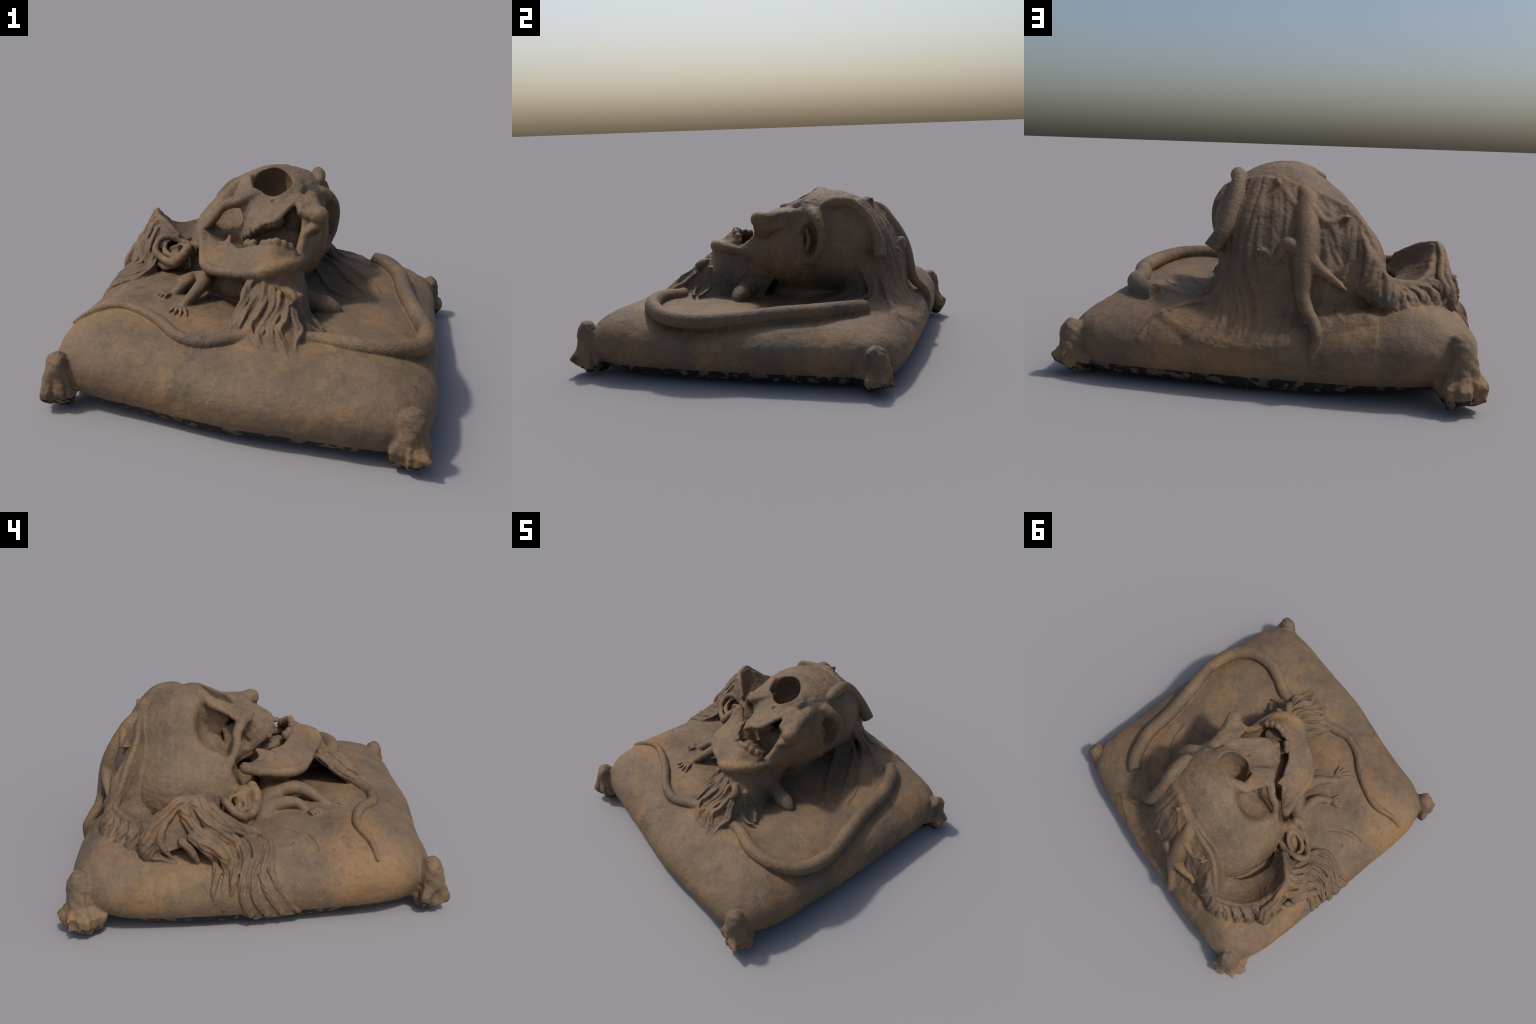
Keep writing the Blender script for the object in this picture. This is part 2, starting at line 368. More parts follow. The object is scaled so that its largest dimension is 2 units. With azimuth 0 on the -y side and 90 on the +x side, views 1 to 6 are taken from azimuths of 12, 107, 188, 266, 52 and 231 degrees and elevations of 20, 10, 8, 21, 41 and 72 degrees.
# ------------------------------------------------------------------ jaw
JB = [[(-0.335, 0.10, 0.575, 0.02), (-0.305, 0.0, 0.545, 0.016), (-0.235, -0.155, 0.522, 0.018), (-0.115, -0.225, 0.538, 0.018), (0.0, -0.265, 0.557, 0.018), (0.09, -0.27, 0.585, 0.02), (0.165, -0.215, 0.595, 0.018)],
      [(-0.325, 0.11, 0.585, 0.02), (-0.255, 0.035, 0.57, 0.012), (-0.19, -0.085, 0.56, 0.013), (-0.09, -0.175, 0.585, 0.015), (0.01, -0.225, 0.605, 0.016), (0.10, -0.225, 0.63, 0.018), (0.175, -0.17, 0.62, 0.016)],
      [(-0.32, 0.115, 0.59, 0.018), (-0.245, 0.065, 0.575, 0.010), (-0.165, -0.005, 0.59, 0.011), (-0.085, -0.115, 0.605, 0.014), (0.0, -0.165, 0.64, 0.016), (0.095, -0.165, 0.67, 0.018), (0.18, -0.11, 0.635, 0.014)]]
sheet(JB, JAW, 0.015, 0.015)
tube([(-0.34, 0.11, 0.58, 0.022), (-0.30, 0.0, 0.542, 0.021), (-0.237, -0.155, 0.52, 0.023), (-0.115, -0.232, 0.535, 0.021), (0.0, -0.27, 0.555, 0.02)], JAW, 0.012)
sheet([[(-0.205, 0.0, 0.572, 0.014), (-0.165, -0.04, 0.585, 0.014)], [(-0.185, 0.03, 0.60, 0.011), (-0.165, -0.005, 0.603, 0.012)], [(-0.177, 0.045, 0.622, 0.007), (-0.172, 0.035, 0.622, 0.007)]], JAW, 0.012, 0.012)
tube([(-0.34, 0.115, 0.59, 0.022), (-0.325, 0.075, 0.575, 0.020)], JAW, 0.02)
TOOTHN = 25                                  # every tooth is a part of its own
for p, r in [((-0.045, -0.118, 0.648), 0.017), ((-0.015, -0.14, 0.655), 0.019), ((0.04, -0.16, 0.668), 0.017), ((0.07, -0.163, 0.677), 0.018),
             ((0.10, -0.158, 0.684), 0.019), ((0.132, -0.145, 0.672), 0.019), ((0.16, -0.125, 0.655), 0.018)]:
    TOOTHN += 1; blob(p, (r * 1.12, r * 1.12, r * 1.35), TOOTHN, 0.010)
tube([(0.0, -0.05, 0.725, 0.015), (-0.006, -0.078, 0.722, 0.015)], TOOTHN + 1, 0.008)
TOOTHN += 1
for p in [(-0.055, -0.045, 0.675), (-0.075, -0.03, 0.66), (-0.03, -0.055, 0.695)]:
    TOOTHN += 1; blob(p, (0.012, 0.014, 0.018), TOOTHN, 0.007)
for p in [(0.03, -0.058, 0.728), (0.055, -0.055, 0.735)]:
    dig(p, 0.010, 0.004)
# lower lip / chin pad of flesh, tongue
tube([(-0.005, -0.285, 0.562, 0.02), (0.06, -0.295, 0.58, 0.034), (0.125, -0.275, 0.60, 0.034), (0.18, -0.22, 0.60, 0.03), (0.205, -0.14, 0.59, 0.026), (0.21, -0.07, 0.58, 0.02)], LIP, 0.025)
blob((0.04, -0.03, 0.565), (0.085, 0.10, 0.035), TONGUE, 0.02, frame((0.1, 0.4, 0.9)))
# neck and throat filling
blob((-0.04, 0.12, 0.36), (0.14, 0.10, 0.11), NECK, 0.03)
blob((-0.03, -0.04, 0.475), (0.17, 0.12, 0.045), NECK, 0.03)
blob((0.06, -0.13, 0.565), (0.10, 0.07, 0.03), TONGUE, 0.02)
blob((-0.02, 0.24, 0.33), (0.15, 0.20, 0.15), NECK, 0.03, None, 2.5)
# ------------------------------------------------------------------ ear
NEAR = V(-0.45, -0.50, 0.73)
blob((-0.505, 0.150, 0.435), (0.100, 0.080, 0.030), EAR, 0.02, frame(NEAR, (0, 1, 0)))
blob((-0.405, 0.12, 0.49), (0.04, 0.04, 0.035), EAR, 0.03)
ER = [(-0.405, 0.085, 0.515), (-0.43, 0.065, 0.475), (-0.475, 0.080, 0.430), (-0.54, 0.105, 0.428), (-0.598, 0.14, 0.447), (-0.612, 0.18, 0.475), (-0.59, 0.212, 0.51), (-0.55, 0.228, 0.512), (-0.50, 0.24, 0.49), (-0.455, 0.235, 0.485)]
tube([(*p, r) for p, r in zip(ER, (0.028, 0.028, 0.026, 0.022, 0.020, 0.019, 0.019, 0.018, 0.018, 0.016))], EAR, 0.012)
dig(V(-0.505, 0.155, 0.455) + 0.012 * NEAR, (0.060, 0.048, 0.030), 0.010, frame(NEAR, (0, 1, 0)))
tube([(-0.565, 0.195, 0.485, 0.012), (-0.56, 0.16, 0.462, 0.014), (-0.525, 0.13, 0.448, 0.014), (-0.475, 0.12, 0.455, 0.014), (-0.445, 0.14, 0.475, 0.012)], EAR, 0.010)
dig((-0.475, 0.175, 0.465), 0.022, 0.01)
# ------------------------------------------------------------------ scalp: skin peeled off the skull
EDGE = [(-0.02, 0.60, 0.855), (-0.10, 0.615, 0.825), (-0.21, 0.625, 0.785), (-0.31, 0.63, 0.74), (-0.385, 0.665, 0.665), (-0.44, 0.71, 0.56), (-0.475, 0.745, 0.49),
        (-0.54, 0.705, 0.456), (-0.605, 0.645, 0.455), (-0.655, 0.56, 0.48), (-0.680, 0.46, 0.555), (-0.676, 0.376, 0.585), (-0.60, 0.315, 0.56), (-0.52, 0.27, 0.515)]
FLOOR = [(-0.02, 0.55, 0.82), (-0.10, 0.56, 0.79), (-0.2, 0.57, 0.74), (-0.3, 0.58, 0.68), (-0.355, 0.60, 0.58), (-0.39, 0.62, 0.47), (-0.43, 0.61, 0.42),
         (-0.47, 0.575, 0.41), (-0.50, 0.53, 0.415), (-0.52, 0.48, 0.42), (-0.53, 0.42, 0.425), (-0.53, 0.37, 0.43), (-0.51, 0.33, 0.435), (-0.47, 0.28, 0.45)]
OUT1 = [(-0.03, 0.64, 0.80), (-0.11, 0.655, 0.765), (-0.22, 0.67, 0.70), (-0.33, 0.695, 0.63), (-0.40, 0.72, 0.55), (-0.455, 0.74, 0.465), (-0.49, 0.765, 0.42),
        (-0.56, 0.74, 0.395), (-0.63, 0.675, 0.40), (-0.685, 0.59, 0.42), (-0.715, 0.48, 0.46), (-0.695, 0.36, 0.50), (-0.645, 0.28, 0.48), (-0.59, 0.24, 0.455)]
OUT2 = [(-0.03, 0.72, 0.66), (-0.12, 0.73, 0.60), (-0.23, 0.745, 0.53), (-0.33, 0.755, 0.46), (-0.40, 0.77, 0.41), (-0.45, 0.775, 0.37), (-0.50, 0.785, 0.345),
        (-0.58, 0.755, 0.34), (-0.65, 0.69, 0.34), (-0.715, 0.60, 0.345), (-0.745, 0.48, 0.37), (-0.715, 0.36, 0.40), (-0.67, 0.27, 0.40), (-0.62, 0.22, 0.395)]
inner = [tuple(0.5 * np.array(a) + 0.5 * np.array(b) - V(0, 0, 0.015)) for a, b in zip(EDGE, FLOOR)]
sheet([EDGE, inner, FLOOR], SCALP, 0.012, 0.012)
sheet([EDGE, OUT1, OUT2], SCALP, 0.010, 0.012)
# scalloped fringe of curls hanging from the rim
def between(curves, s):
    i = min(int(s), len(curves[0]) - 2); f = s - i
    return [np.array(c[i]) * (1 - f) + np.array(c[i + 1]) * f for c in curves]
for i, s0 in enumerate(np.linspace(3.7, 9.4, 10)):
    e, a, b = between((EDGE, OUT1, OUT2), s0)
    e2, a2, b2 = between((EDGE, OUT1, OUT2), min(s0 + 0.55, 12.5))
    w = rng.uniform(0.85, 1.15)
    twisted([(*(e + V(0, 0, 0.002)), 0.012), (*(0.5 * e + 0.5 * a), 0.022 * w), (*(0.35 * a + 0.65 * a2 + V(-0.008, 0.012, 0)), 0.030 * w),
             (*(0.4 * b + 0.3 * b2 + 0.3 * a2 + V(-0.012, 0.016, 0)), 0.031 * w), (*(b + V(-0.004, 0.008, -0.004)), 0.019)], SCALP, 0.006, 4, 1.5)
# finer strands higher up on the flap
for i, s0 in enumerate(np.linspace(0.6, 5.0, 13)):
    e, a, b = between((EDGE, OUT1, OUT2), s0)
    d = rng.uniform(-0.02, 0.02, 2)
    twisted([(*e, 0.008), (*(0.5 * e + 0.5 * a + V(d[0], 0.006, 0)), 0.012), (*(a + V(d[1], 0.008, 0)), 0.014), (*(0.5 * a + 0.5 * b + V(d[0], 0.010, 0)), 0.014), (*(b + V(0, 0.006, 0)), 0.012)], SCALP, 0.008, 3, 0.8)
# the great fold: locks that pour from its ridge over the cushion edge
DRAPE = [
 [(-0.685, 0.400, 0.580, 0.020), (-0.700, 0.440, 0.573, 0.024), (-0.715, 0.490, 0.518, 0.030), (-0.717, 0.551, 0.452, 0.034), (-0.740, 0.585, 0.401, 0.034), (-0.746, 0.571, 0.342, 0.030), (-0.746, 0.510, 0.325, 0.019), (-0.763, 0.460, 0.310, 0.010)],
 [(-0.700, 0.420, 0.555, 0.014), (-0.715, 0.470, 0.538, 0.016), (-0.735, 0.500, 0.483, 0.018), (-0.751, 0.520, 0.428, 0.018), (-0.760, 0.506, 0.380, 0.016), (-0.756, 0.471, 0.328, 0.010)],
 [(-0.685, 0.380, 0.575, 0.020), (-0.710, 0.405, 0.568, 0.022), (-0.740, 0.400, 0.523, 0.026), (-0.759, 0.365, 0.466, 0.030), (-0.767, 0.305, 0.416, 0.030), (-0.750, 0.234, 0.344, 0.030), (-0.786, 0.194, 0.305, 0.024), (-0.843, 0.205, 0.250, 0.019), (-0.858, 0.215, 0.190, 0.012)],
 [(-0.675, 0.355, 0.572, 0.020), (-0.710, 0.345, 0.548, 0.022), (-0.745, 0.300, 0.483, 0.026), (-0.722, 0.239, 0.416, 0.028), (-0.715, 0.172, 0.362, 0.028), (-0.778, 0.143, 0.313, 0.026), (-0.831, 0.160, 0.254, 0.020), (-0.860, 0.165, 0.170, 0.019), (-0.853, 0.130, 0.070, 0.014)],
 [(-0.655, 0.325, 0.560, 0.018), (-0.700, 0.295, 0.518, 0.022), (-0.720, 0.235, 0.458, 0.026), (-0.657, 0.172, 0.380, 0.026), (-0.703, 0.117, 0.354, 0.026), (-0.766, 0.093, 0.312, 0.026), (-0.825, 0.119, 0.256, 0.020), (-0.860, 0.110, 0.170, 0.019), (-0.853, 0.060, 0.070, 0.014)],
 [(-0.640, 0.290, 0.530, 0.018), (-0.675, 0.240, 0.478, 0.022), (-0.685, 0.180, 0.428, 0.024), (-0.654, 0.117, 0.365, 0.024), (-0.697, 0.068, 0.346, 0.024), (-0.760, 0.053, 0.309, 0.022), (-0.816, 0.074, 0.261, 0.017), (-0.855, 0.050, 0.180, 0.017), (-0.850, -0.010, 0.070, 0.014)],
 [(-0.620, 0.260, 0.485, 0.018), (-0.635, 0.195, 0.438, 0.020), (-0.650, 0.130, 0.398, 0.020), (-0.639, 0.068, 0.358, 0.020), (-0.683, 0.028, 0.345, 0.020), (-0.756, 0.024, 0.307, 0.018), (-0.814, 0.029, 0.258, 0.015), (-0.850, -0.010, 0.180, 0.015), (-0.845, -0.080, 0.075, 0.012)],
 [(-0.610, 0.160, 0.400, 0.016), (-0.625, 0.090, 0.388, 0.016), (-0.660, 0.040, 0.370, 0.015), (-0.708, 0.008, 0.335, 0.008)],
 [(-0.770, 0.385, 0.440, 0.022), (-0.785, 0.350, 0.418, 0.024), (-0.800, 0.310, 0.378, 0.024), (-0.784, 0.280, 0.319, 0.022), (-0.825, 0.275, 0.277, 0.020), (-0.862, 0.295, 0.207, 0.014), (-0.863, 0.290, 0.152, 0.007)],
 [(-0.760, 0.430, 0.420, 0.018), (-0.785, 0.400, 0.403, 0.020), (-0.790, 0.375, 0.358, 0.018), (-0.778, 0.355, 0.311, 0.012)],
 [(-0.780, 0.335, 0.410, 0.022), (-0.800, 0.280, 0.388, 0.024), (-0.820, 0.240, 0.348, 0.024), (-0.824, 0.234, 0.276, 0.020), (-0.861, 0.250, 0.213, 0.016), (-0.866, 0.250, 0.116, 0.010)]]
DRAPE = [[(p[0] + 0.022 * w, p[1], p[2] - 0.010 * w, p[3]) for p, w in zip(q, [0, 0.7, 1, 1, 0.8, 0.3] + [0] * 9)] if j >= 2 else q for j, q in enumerate(DRAPE)]
under = [[tuple(np.array(p[:3]) + V(0.018, 0.0, -0.012)) for p in resample(np.array(DRAPE[i]), 0.02)] for i in (2, 3, 4, 5, 6)]
under = [[u[int(j * (len(u) - 1) / 9)] for j in range(10)] for u in under]
sheet([[u[j] for u in under] for j in range(10)], LOCK, 0.014, 0.02)
for p in DRAPE: twisted(p, LOCK, 0.005, 5, 1.0)
# ------------------------------------------------------------------ hair at the back of the head
G = [[(0.215, 0.50, 0.80), (0.245, 0.57, 0.68), (0.25, 0.62, 0.52), (0.26, 0.67, 0.38), (0.33, 0.74, 0.32)],
     [(0.15, 0.56, 0.83), (0.18, 0.655, 0.68), (0.18, 0.71, 0.50), (0.18, 0.76, 0.38), (0.20, 0.86, 0.30)],
     [(0.07, 0.58, 0.85), (0.08, 0.68, 0.71), (0.08, 0.74, 0.52), (0.07, 0.785, 0.38), (0.08, 0.90, 0.28)],
     [(-0.02, 0.60, 0.845), (-0.04, 0.69, 0.72), (-0.04, 0.74, 0.54), (-0.05, 0.78, 0.39), (-0.04, 0.89, 0.29)],
     [(-0.10, 0.615, 0.81), (-0.15, 0.695, 0.68), (-0.17, 0.755, 0.53), (-0.19, 0.79, 0.41), (-0.18, 0.83, 0.34)],
     [(-0.20, 0.63, 0.775), (-0.26, 0.69, 0.66), (-0.30, 0.735, 0.52), (-0.33, 0.76, 0.41), (-0.35, 0.77, 0.36)]]
G = [[tuple(p) for p in lay(g[:3], 0.0)] + g[3:4] + [tuple(p) for p in lay([g[4], np.array(g[4]) + V(0.25 * (g[4][0] + 0.05), 0.05, -0.08)], -0.006)] for g in G]
sheet([[g[i] for g in G] for i in range(6)], HAIR, 0.009, 0.05)
blob((0.02, 0.61, 0.42), (0.20, 0.13, 0.22), HAIR, 0.04)
blob((-0.36, 0.725, 0.42), (0.07, 0.04, 0.07), SCALP, 0.03)
locks(G, 26, 0.012, HAIR, 0.012, 0.030, 1.1, 1.5, (0.5, 1.1, 0.6), 0.0, on=-0.006)
# hair that falls from the temple and lies along the cushion
for p in [[(0.19, 0.62, 0.44, 0.016), (0.22, 0.63, 0.37, 0.018), (0.29, 0.57, 0.32, 0.014), (0.38, 0.44, 0.31, 0.012), (0.47, 0.31, 0.32, 0.009), (0.53, 0.18, 0.33, 0.005)],
          [(0.21, 0.66, 0.46, 0.016), (0.25, 0.67, 0.37, 0.018), (0.33, 0.61, 0.32, 0.014), (0.44, 0.48, 0.32, 0.012), (0.54, 0.34, 0.335, 0.009), (0.58, 0.24, 0.34, 0.005)],
          [(0.15, 0.55, 0.38, 0.016), (0.17, 0.53, 0.33, 0.018), (0.23, 0.44, 0.30, 0.014), (0.31, 0.32, 0.295, 0.012), (0.40, 0.22, 0.305, 0.009), (0.49, 0.12, 0.325, 0.005)],
          [(0.22, 0.66, 0.46, 0.02), (0.26, 0.69, 0.38, 0.022), (0.35, 0.68, 0.335, 0.018), (0.46, 0.60, 0.335, 0.012), (0.55, 0.50, 0.335, 0.006)],
          [(0.20, 0.72, 0.42, 0.02), (0.26, 0.76, 0.355, 0.020), (0.36, 0.79, 0.315, 0.016), (0.46, 0.84, 0.27, 0.012), (0.51, 0.90, 0.20, 0.007)]]:
    p = np.array(p); p[1:] = lay(p[1:], -0.002)
    twisted(p, HAIR, 0.014, 4, 0.8)
# ------------------------------------------------------------------ beard
GB = [[(0.0, -0.29, 0.545), (0.015, -0.37, 0.47), (0.0, -0.46, 0.40), (-0.02, -0.53, 0.355)],
      [(0.04, -0.305, 0.55), (0.06, -0.40, 0.47), (0.06, -0.50, 0.395), (0.08, -0.57, 0.335)],
      [(0.09, -0.315, 0.56), (0.12, -0.40, 0.48), (0.14, -0.51, 0.40), (0.18, -0.60, 0.325)],
      [(0.145, -0.295, 0.56), (0.18, -0.37, 0.49), (0.22, -0.47, 0.41), (0.27, -0.59, 0.33)],
      [(0.185, -0.245, 0.555), (0.225, -0.33, 0.48), (0.26, -0.40, 0.40), (0.29, -0.48, 0.34)],
      [(0.21, -0.17, 0.54), (0.25, -0.23, 0.47), (0.29, -0.28, 0.39), (0.35, -0.33, 0.335)],
      [(0.215, -0.10, 0.51), (0.235, -0.13, 0.44), (0.25, -0.16, 0.37), (0.28, -0.19, 0.31)],
      [(0.20, -0.02, 0.48), (0.21, -0.05, 0.43), (0.215, -0.08, 0.38), (0.24, -0.12, 0.31)],
      [(0.17, 0.06, 0.44), (0.17, 0.03, 0.40), (0.17, 0.0, 0.36), (0.19, -0.03, 0.30)]]
GB = [[(p[0], p[1] + 0.022, p[2] - 0.020) for p in g] for g in GB]
sheet([[g[i] for g in GB] for i in range(4)], BEARD, 0.015, 0.02)
BL = [
 [(0.035, -0.315, 0.565, 0.022), (0.005, -0.335, 0.522, 0.026), (0.0, -0.385, 0.475, 0.026), (-0.015, -0.44, 0.43, 0.024), (-0.02, -0.49, 0.40, 0.024), (-0.01, -0.52, 0.365, 0.018), (-0.03, -0.53, 0.335, 0.010)],
 [(0.065, -0.375, 0.508, 0.014), (0.035, -0.425, 0.462, 0.020), (0.015, -0.47, 0.422, 0.020), (0.0, -0.51, 0.38, 0.018), (0.02, -0.54, 0.345, 0.010)],
 [(0.078, -0.325, 0.566, 0.018), (0.096, -0.395, 0.50, 0.024), (0.078, -0.468, 0.443, 0.026), (0.062, -0.517, 0.405, 0.022), (0.10, -0.565, 0.36, 0.018), (0.135, -0.615, 0.322, 0.010)],
 [(0.121, -0.345, 0.542, 0.018), (0.139, -0.42, 0.475, 0.022), (0.122, -0.495, 0.425, 0.024), (0.106, -0.54, 0.388, 0.020), (0.142, -0.585, 0.345, 0.010)],
 [(0.16, -0.36, 0.53, 0.016), (0.168, -0.42, 0.47, 0.022), (0.152, -0.505, 0.415, 0.022), (0.168, -0.56, 0.37, 0.018), (0.205, -0.595, 0.34, 0.010)],
 [(0.205, -0.36, 0.50, 0.018), (0.206, -0.465, 0.443, 0.022), (0.190, -0.515, 0.41, 0.022), (0.225, -0.565, 0.365, 0.020), (0.26, -0.62, 0.325, 0.012)],
 [(0.222, -0.38, 0.475, 0.020), (0.245, -0.43, 0.43, 0.024), (0.275, -0.465, 0.395, 0.024), (0.268, -0.53, 0.36, 0.020), (0.29, -0.60, 0.33, 0.012)],
 [(0.25, -0.36, 0.445, 0.018), (0.285, -0.36, 0.40, 0.020), (0.33, -0.37, 0.37, 0.016), (0.378, -0.35, 0.365, 0.007)],
 [(0.24, -0.30, 0.50, 0.020), (0.262, -0.295, 0.44, 0.022), (0.30, -0.285, 0.39, 0.018), (0.36, -0.325, 0.36, 0.010)],
 [(0.225, -0.20, 0.51, 0.018), (0.245, -0.22, 0.45, 0.020), (0.265, -0.225, 0.39, 0.020), (0.31, -0.235, 0.345, 0.012)],
 [(0.215, -0.11, 0.49, 0.016), (0.23, -0.15, 0.44, 0.018), (0.245, -0.175, 0.385, 0.018), (0.285, -0.19, 0.335, 0.010)]]
BL += [[(0.20, -0.03, 0.485, 0.014), (0.222, -0.075, 0.44, 0.016), (0.228, -0.11, 0.39, 0.016), (0.255, -0.15, 0.33, 0.010)],
       [(0.215, -0.07, 0.50, 0.012), (0.238, -0.115, 0.45, 0.014), (0.24, -0.14, 0.40, 0.014), (0.27, -0.165, 0.335, 0.008)],
       [(0.225, -0.15, 0.50, 0.014), (0.25, -0.18, 0.44, 0.016), (0.26, -0.20, 0.385, 0.014), (0.30, -0.21, 0.335, 0.008)],
       [(0.235, -0.25, 0.50, 0.014), (0.255, -0.255, 0.44, 0.018), (0.28, -0.26, 0.39, 0.016), (0.335, -0.28, 0.35, 0.008)]]
BL = [[(p[0], p[1] + 0.022, p[2] - 0.018, p[3] * 0.9) for p in q] for q in BL]
for p in BL: twisted(p, BEARD, 0.006, 4, 1.4)
# spiral curl with a hollow eye
tube([(0.19, -0.315, 0.515, 0.020), (0.215, -0.335, 0.505, 0.024), (0.228, -0.352, 0.495, 0.022), (0.222, -0.365, 0.490, 0.016)], BEARD, 0.01)
dig((0.212, -0.374, 0.492), 0.012, 0.006)
# ------------------------------------------------------------------ snakes
SN = tube([(0.205, -0.45, 0.335, 0.034), (0.352, -0.42, 0.343, 0.037), (0.465, -0.452, 0.358, 0.039), (0.585, -0.468, 0.364, 0.041), (0.72, -0.425, 0.353, 0.042), (0.812, -0.305, 0.328, 0.042),
      (0.825, -0.138, 0.316, 0.042), (0.768, 0.06, 0.322, 0.042), (0.708, 0.255, 0.337, 0.042), (0.668, 0.455, 0.352, 0.042), (0.60, 0.595, 0.355, 0.042), (0.535, 0.66, 0.348, 0.042), (0.46, 0.69, 0.34, 0.041)], SNAKE, 0.008, None, ((0.51, 0.67, 0.35), (-0.9, 0.38, 0.1)))
SN1 = tube(lay([(0.06, -0.50, 0.33, 0.032), (-0.04, -0.527, 0.335, 0.032), (-0.14, -0.568, 0.333, 0.031), (-0.255, -0.545, 0.343, 0.029), (-0.372, -0.468, 0.352, 0.027), (-0.48, -0.42, 0.345, 0.024), (-0.598, -0.398, 0.335, 0.021), (-0.70, -0.44, 0.305, 0.016), (-0.765, -0.455, 0.26, 0.009)], 0.007), SNAKE, 0.006)
HS = np.array([(0.200, 0.40, 0.835, 0.020), (0.204, 0.425, 0.85, 0.030), (0.195, 0.475, 0.862, 0.034), (0.178, 0.55, 0.852, 0.031), (0.170, 0.628, 0.778, 0.033), (0.195, 0.698, 0.65, 0.036), (0.25, 0.718, 0.56, 0.038)])
SN2 = tube(HS, SNAKE2, 0.006, None, (HS[-1, :3], HS[-1, :3] - HS[-2, :3]))
# ------------------------------------------------------------------ lizards
def toes(p, dirn, lab, n=4, ln=0.045, r=0.007, spread=0.5):
    dirn = np.asarray(dirn, float); dirn /= np.linalg.norm(dirn)
    side = np.cross(dirn, (0, 0, 1)); side /= np.linalg.norm(side)
    for i in range(n):
        a = (i - (n - 1) / 2) / max(n - 1, 1) * 2 * spread
        e = np.asarray(p) + ln * (math.cos(a) * dirn + math.sin(a) * side)
        m = 0.5 * (np.asarray(p) + e)
        w = lay([(*p, 0), (*m, 0), (*e, 0)], 0.004)
        tube([(*p, r * 1.3), (*(w[1, :3] + V(0, 0, 0.004)), r), (*w[2, :3], r * 0.7)], lab, 0.004, 0.004)

tube([(-0.40, 0.03, 0.345, 0.045), (-0.33, 0.0, 0.365, 0.060), (-0.22, -0.03, 0.39, 0.070), (-0.08, -0.055, 0.40, 0.080), (0.08, -0.06, 0.39, 0.075), (0.22, -0.055, 0.365, 0.057), (0.285, -0.058, 0.36, 0.047), (0.33, -0.06, 0.352, 0.052), (0.37, -0.062, 0.343, 0.040), (0.392, -0.063, 0.338, 0.028)], LIZ, 0.012)
toes((-0.31, -0.305, 0.352), (0.0, -1, 0), LIZ, 4, 0.09, 0.010, 0.5)
toes((-0.405, -0.19, 0.352), (-0.6, -0.7, 0), LIZ, 4, 0.07, 0.010, 0.5)
tube([(-0.24, -0.01, 0.385, 0.048), (-0.245, -0.075, 0.422, 0.042), (-0.25, -0.14, 0.434, 0.037), (-0.265, -0.205, 0.418, 0.031), (-0.29, -0.255, 0.39, 0.025), (-0.312, -0.295, 0.362, 0.020)], LIZ, 0.012)
tube([(-0.36, 0.03, 0.36, 0.042), (-0.355, -0.035, 0.390, 0.038), (-0.355, -0.105, 0.400, 0.031), (-0.368, -0.15, 0.394, 0.027), (-0.402, -0.19, 0.360, 0.021)], LIZ, 0.012)
proud = lambda q: [(x, y - 0.004, z + 0.003, r * 1.10) for x, y, z, r in q]
tube(proud([(-0.115, 0.635, 0.81, 0.022), (-0.142, 0.668, 0.775, 0.036), (-0.14, 0.708, 0.72, 0.040), (-0.153, 0.745, 0.66, 0.044), (-0.155, 0.778, 0.595, 0.046), (-0.152, 0.80, 0.54, 0.044), (-0.152, 0.828, 0.46, 0.034), (-0.154, 0.845, 0.40, 0.028), (-0.18, 0.87, 0.345, 0.024),
      (-0.208, 0.90, 0.31, 0.022), (-0.225, 0.93, 0.265, 0.019), (-0.212, 0.94, 0.21, 0.014), (-0.206, 0.945, 0.165, 0.008)]), LIZ2, 0.008)
tube(proud([(-0.12, 0.69, 0.745, 0.022), (-0.085, 0.685, 0.755, 0.016), (-0.048, 0.655, 0.80, 0.013), (-0.022, 0.635, 0.825, 0.011)]), LIZ2, 0.008)
tube(proud([(-0.165, 0.705, 0.74, 0.022), (-0.21, 0.715, 0.695, 0.016), (-0.245, 0.71, 0.69, 0.014), (-0.29, 0.685, 0.71, 0.011)]), LIZ2, 0.008)
tube(proud([(-0.13, 0.785, 0.57, 0.030), (-0.09, 0.795, 0.60, 0.027), (-0.068, 0.797, 0.595, 0.023), (-0.035, 0.797, 0.54, 0.017), (0.01, 0.785, 0.565, 0.013)]), LIZ2, 0.008)
tube(proud([(-0.175, 0.805, 0.54, 0.032), (-0.21, 0.81, 0.51, 0.024), (-0.245, 0.805, 0.485, 0.018), (-0.30, 0.79, 0.445, 0.012)]), LIZ2, 0.008)
for p, dr in [((-0.022, 0.635, 0.825), (0.5, -0.3, 1)), ((-0.29, 0.685, 0.71), (-1, -0.1, 0.2)), ((0.01, 0.785, 0.565), (1, 0, 0.3)), ((-0.30, 0.79, 0.445), (-0.9, 0, -0.6))]:
    toes(p, dr, LIZ2, 3, 0.035, 0.006, 0.5)

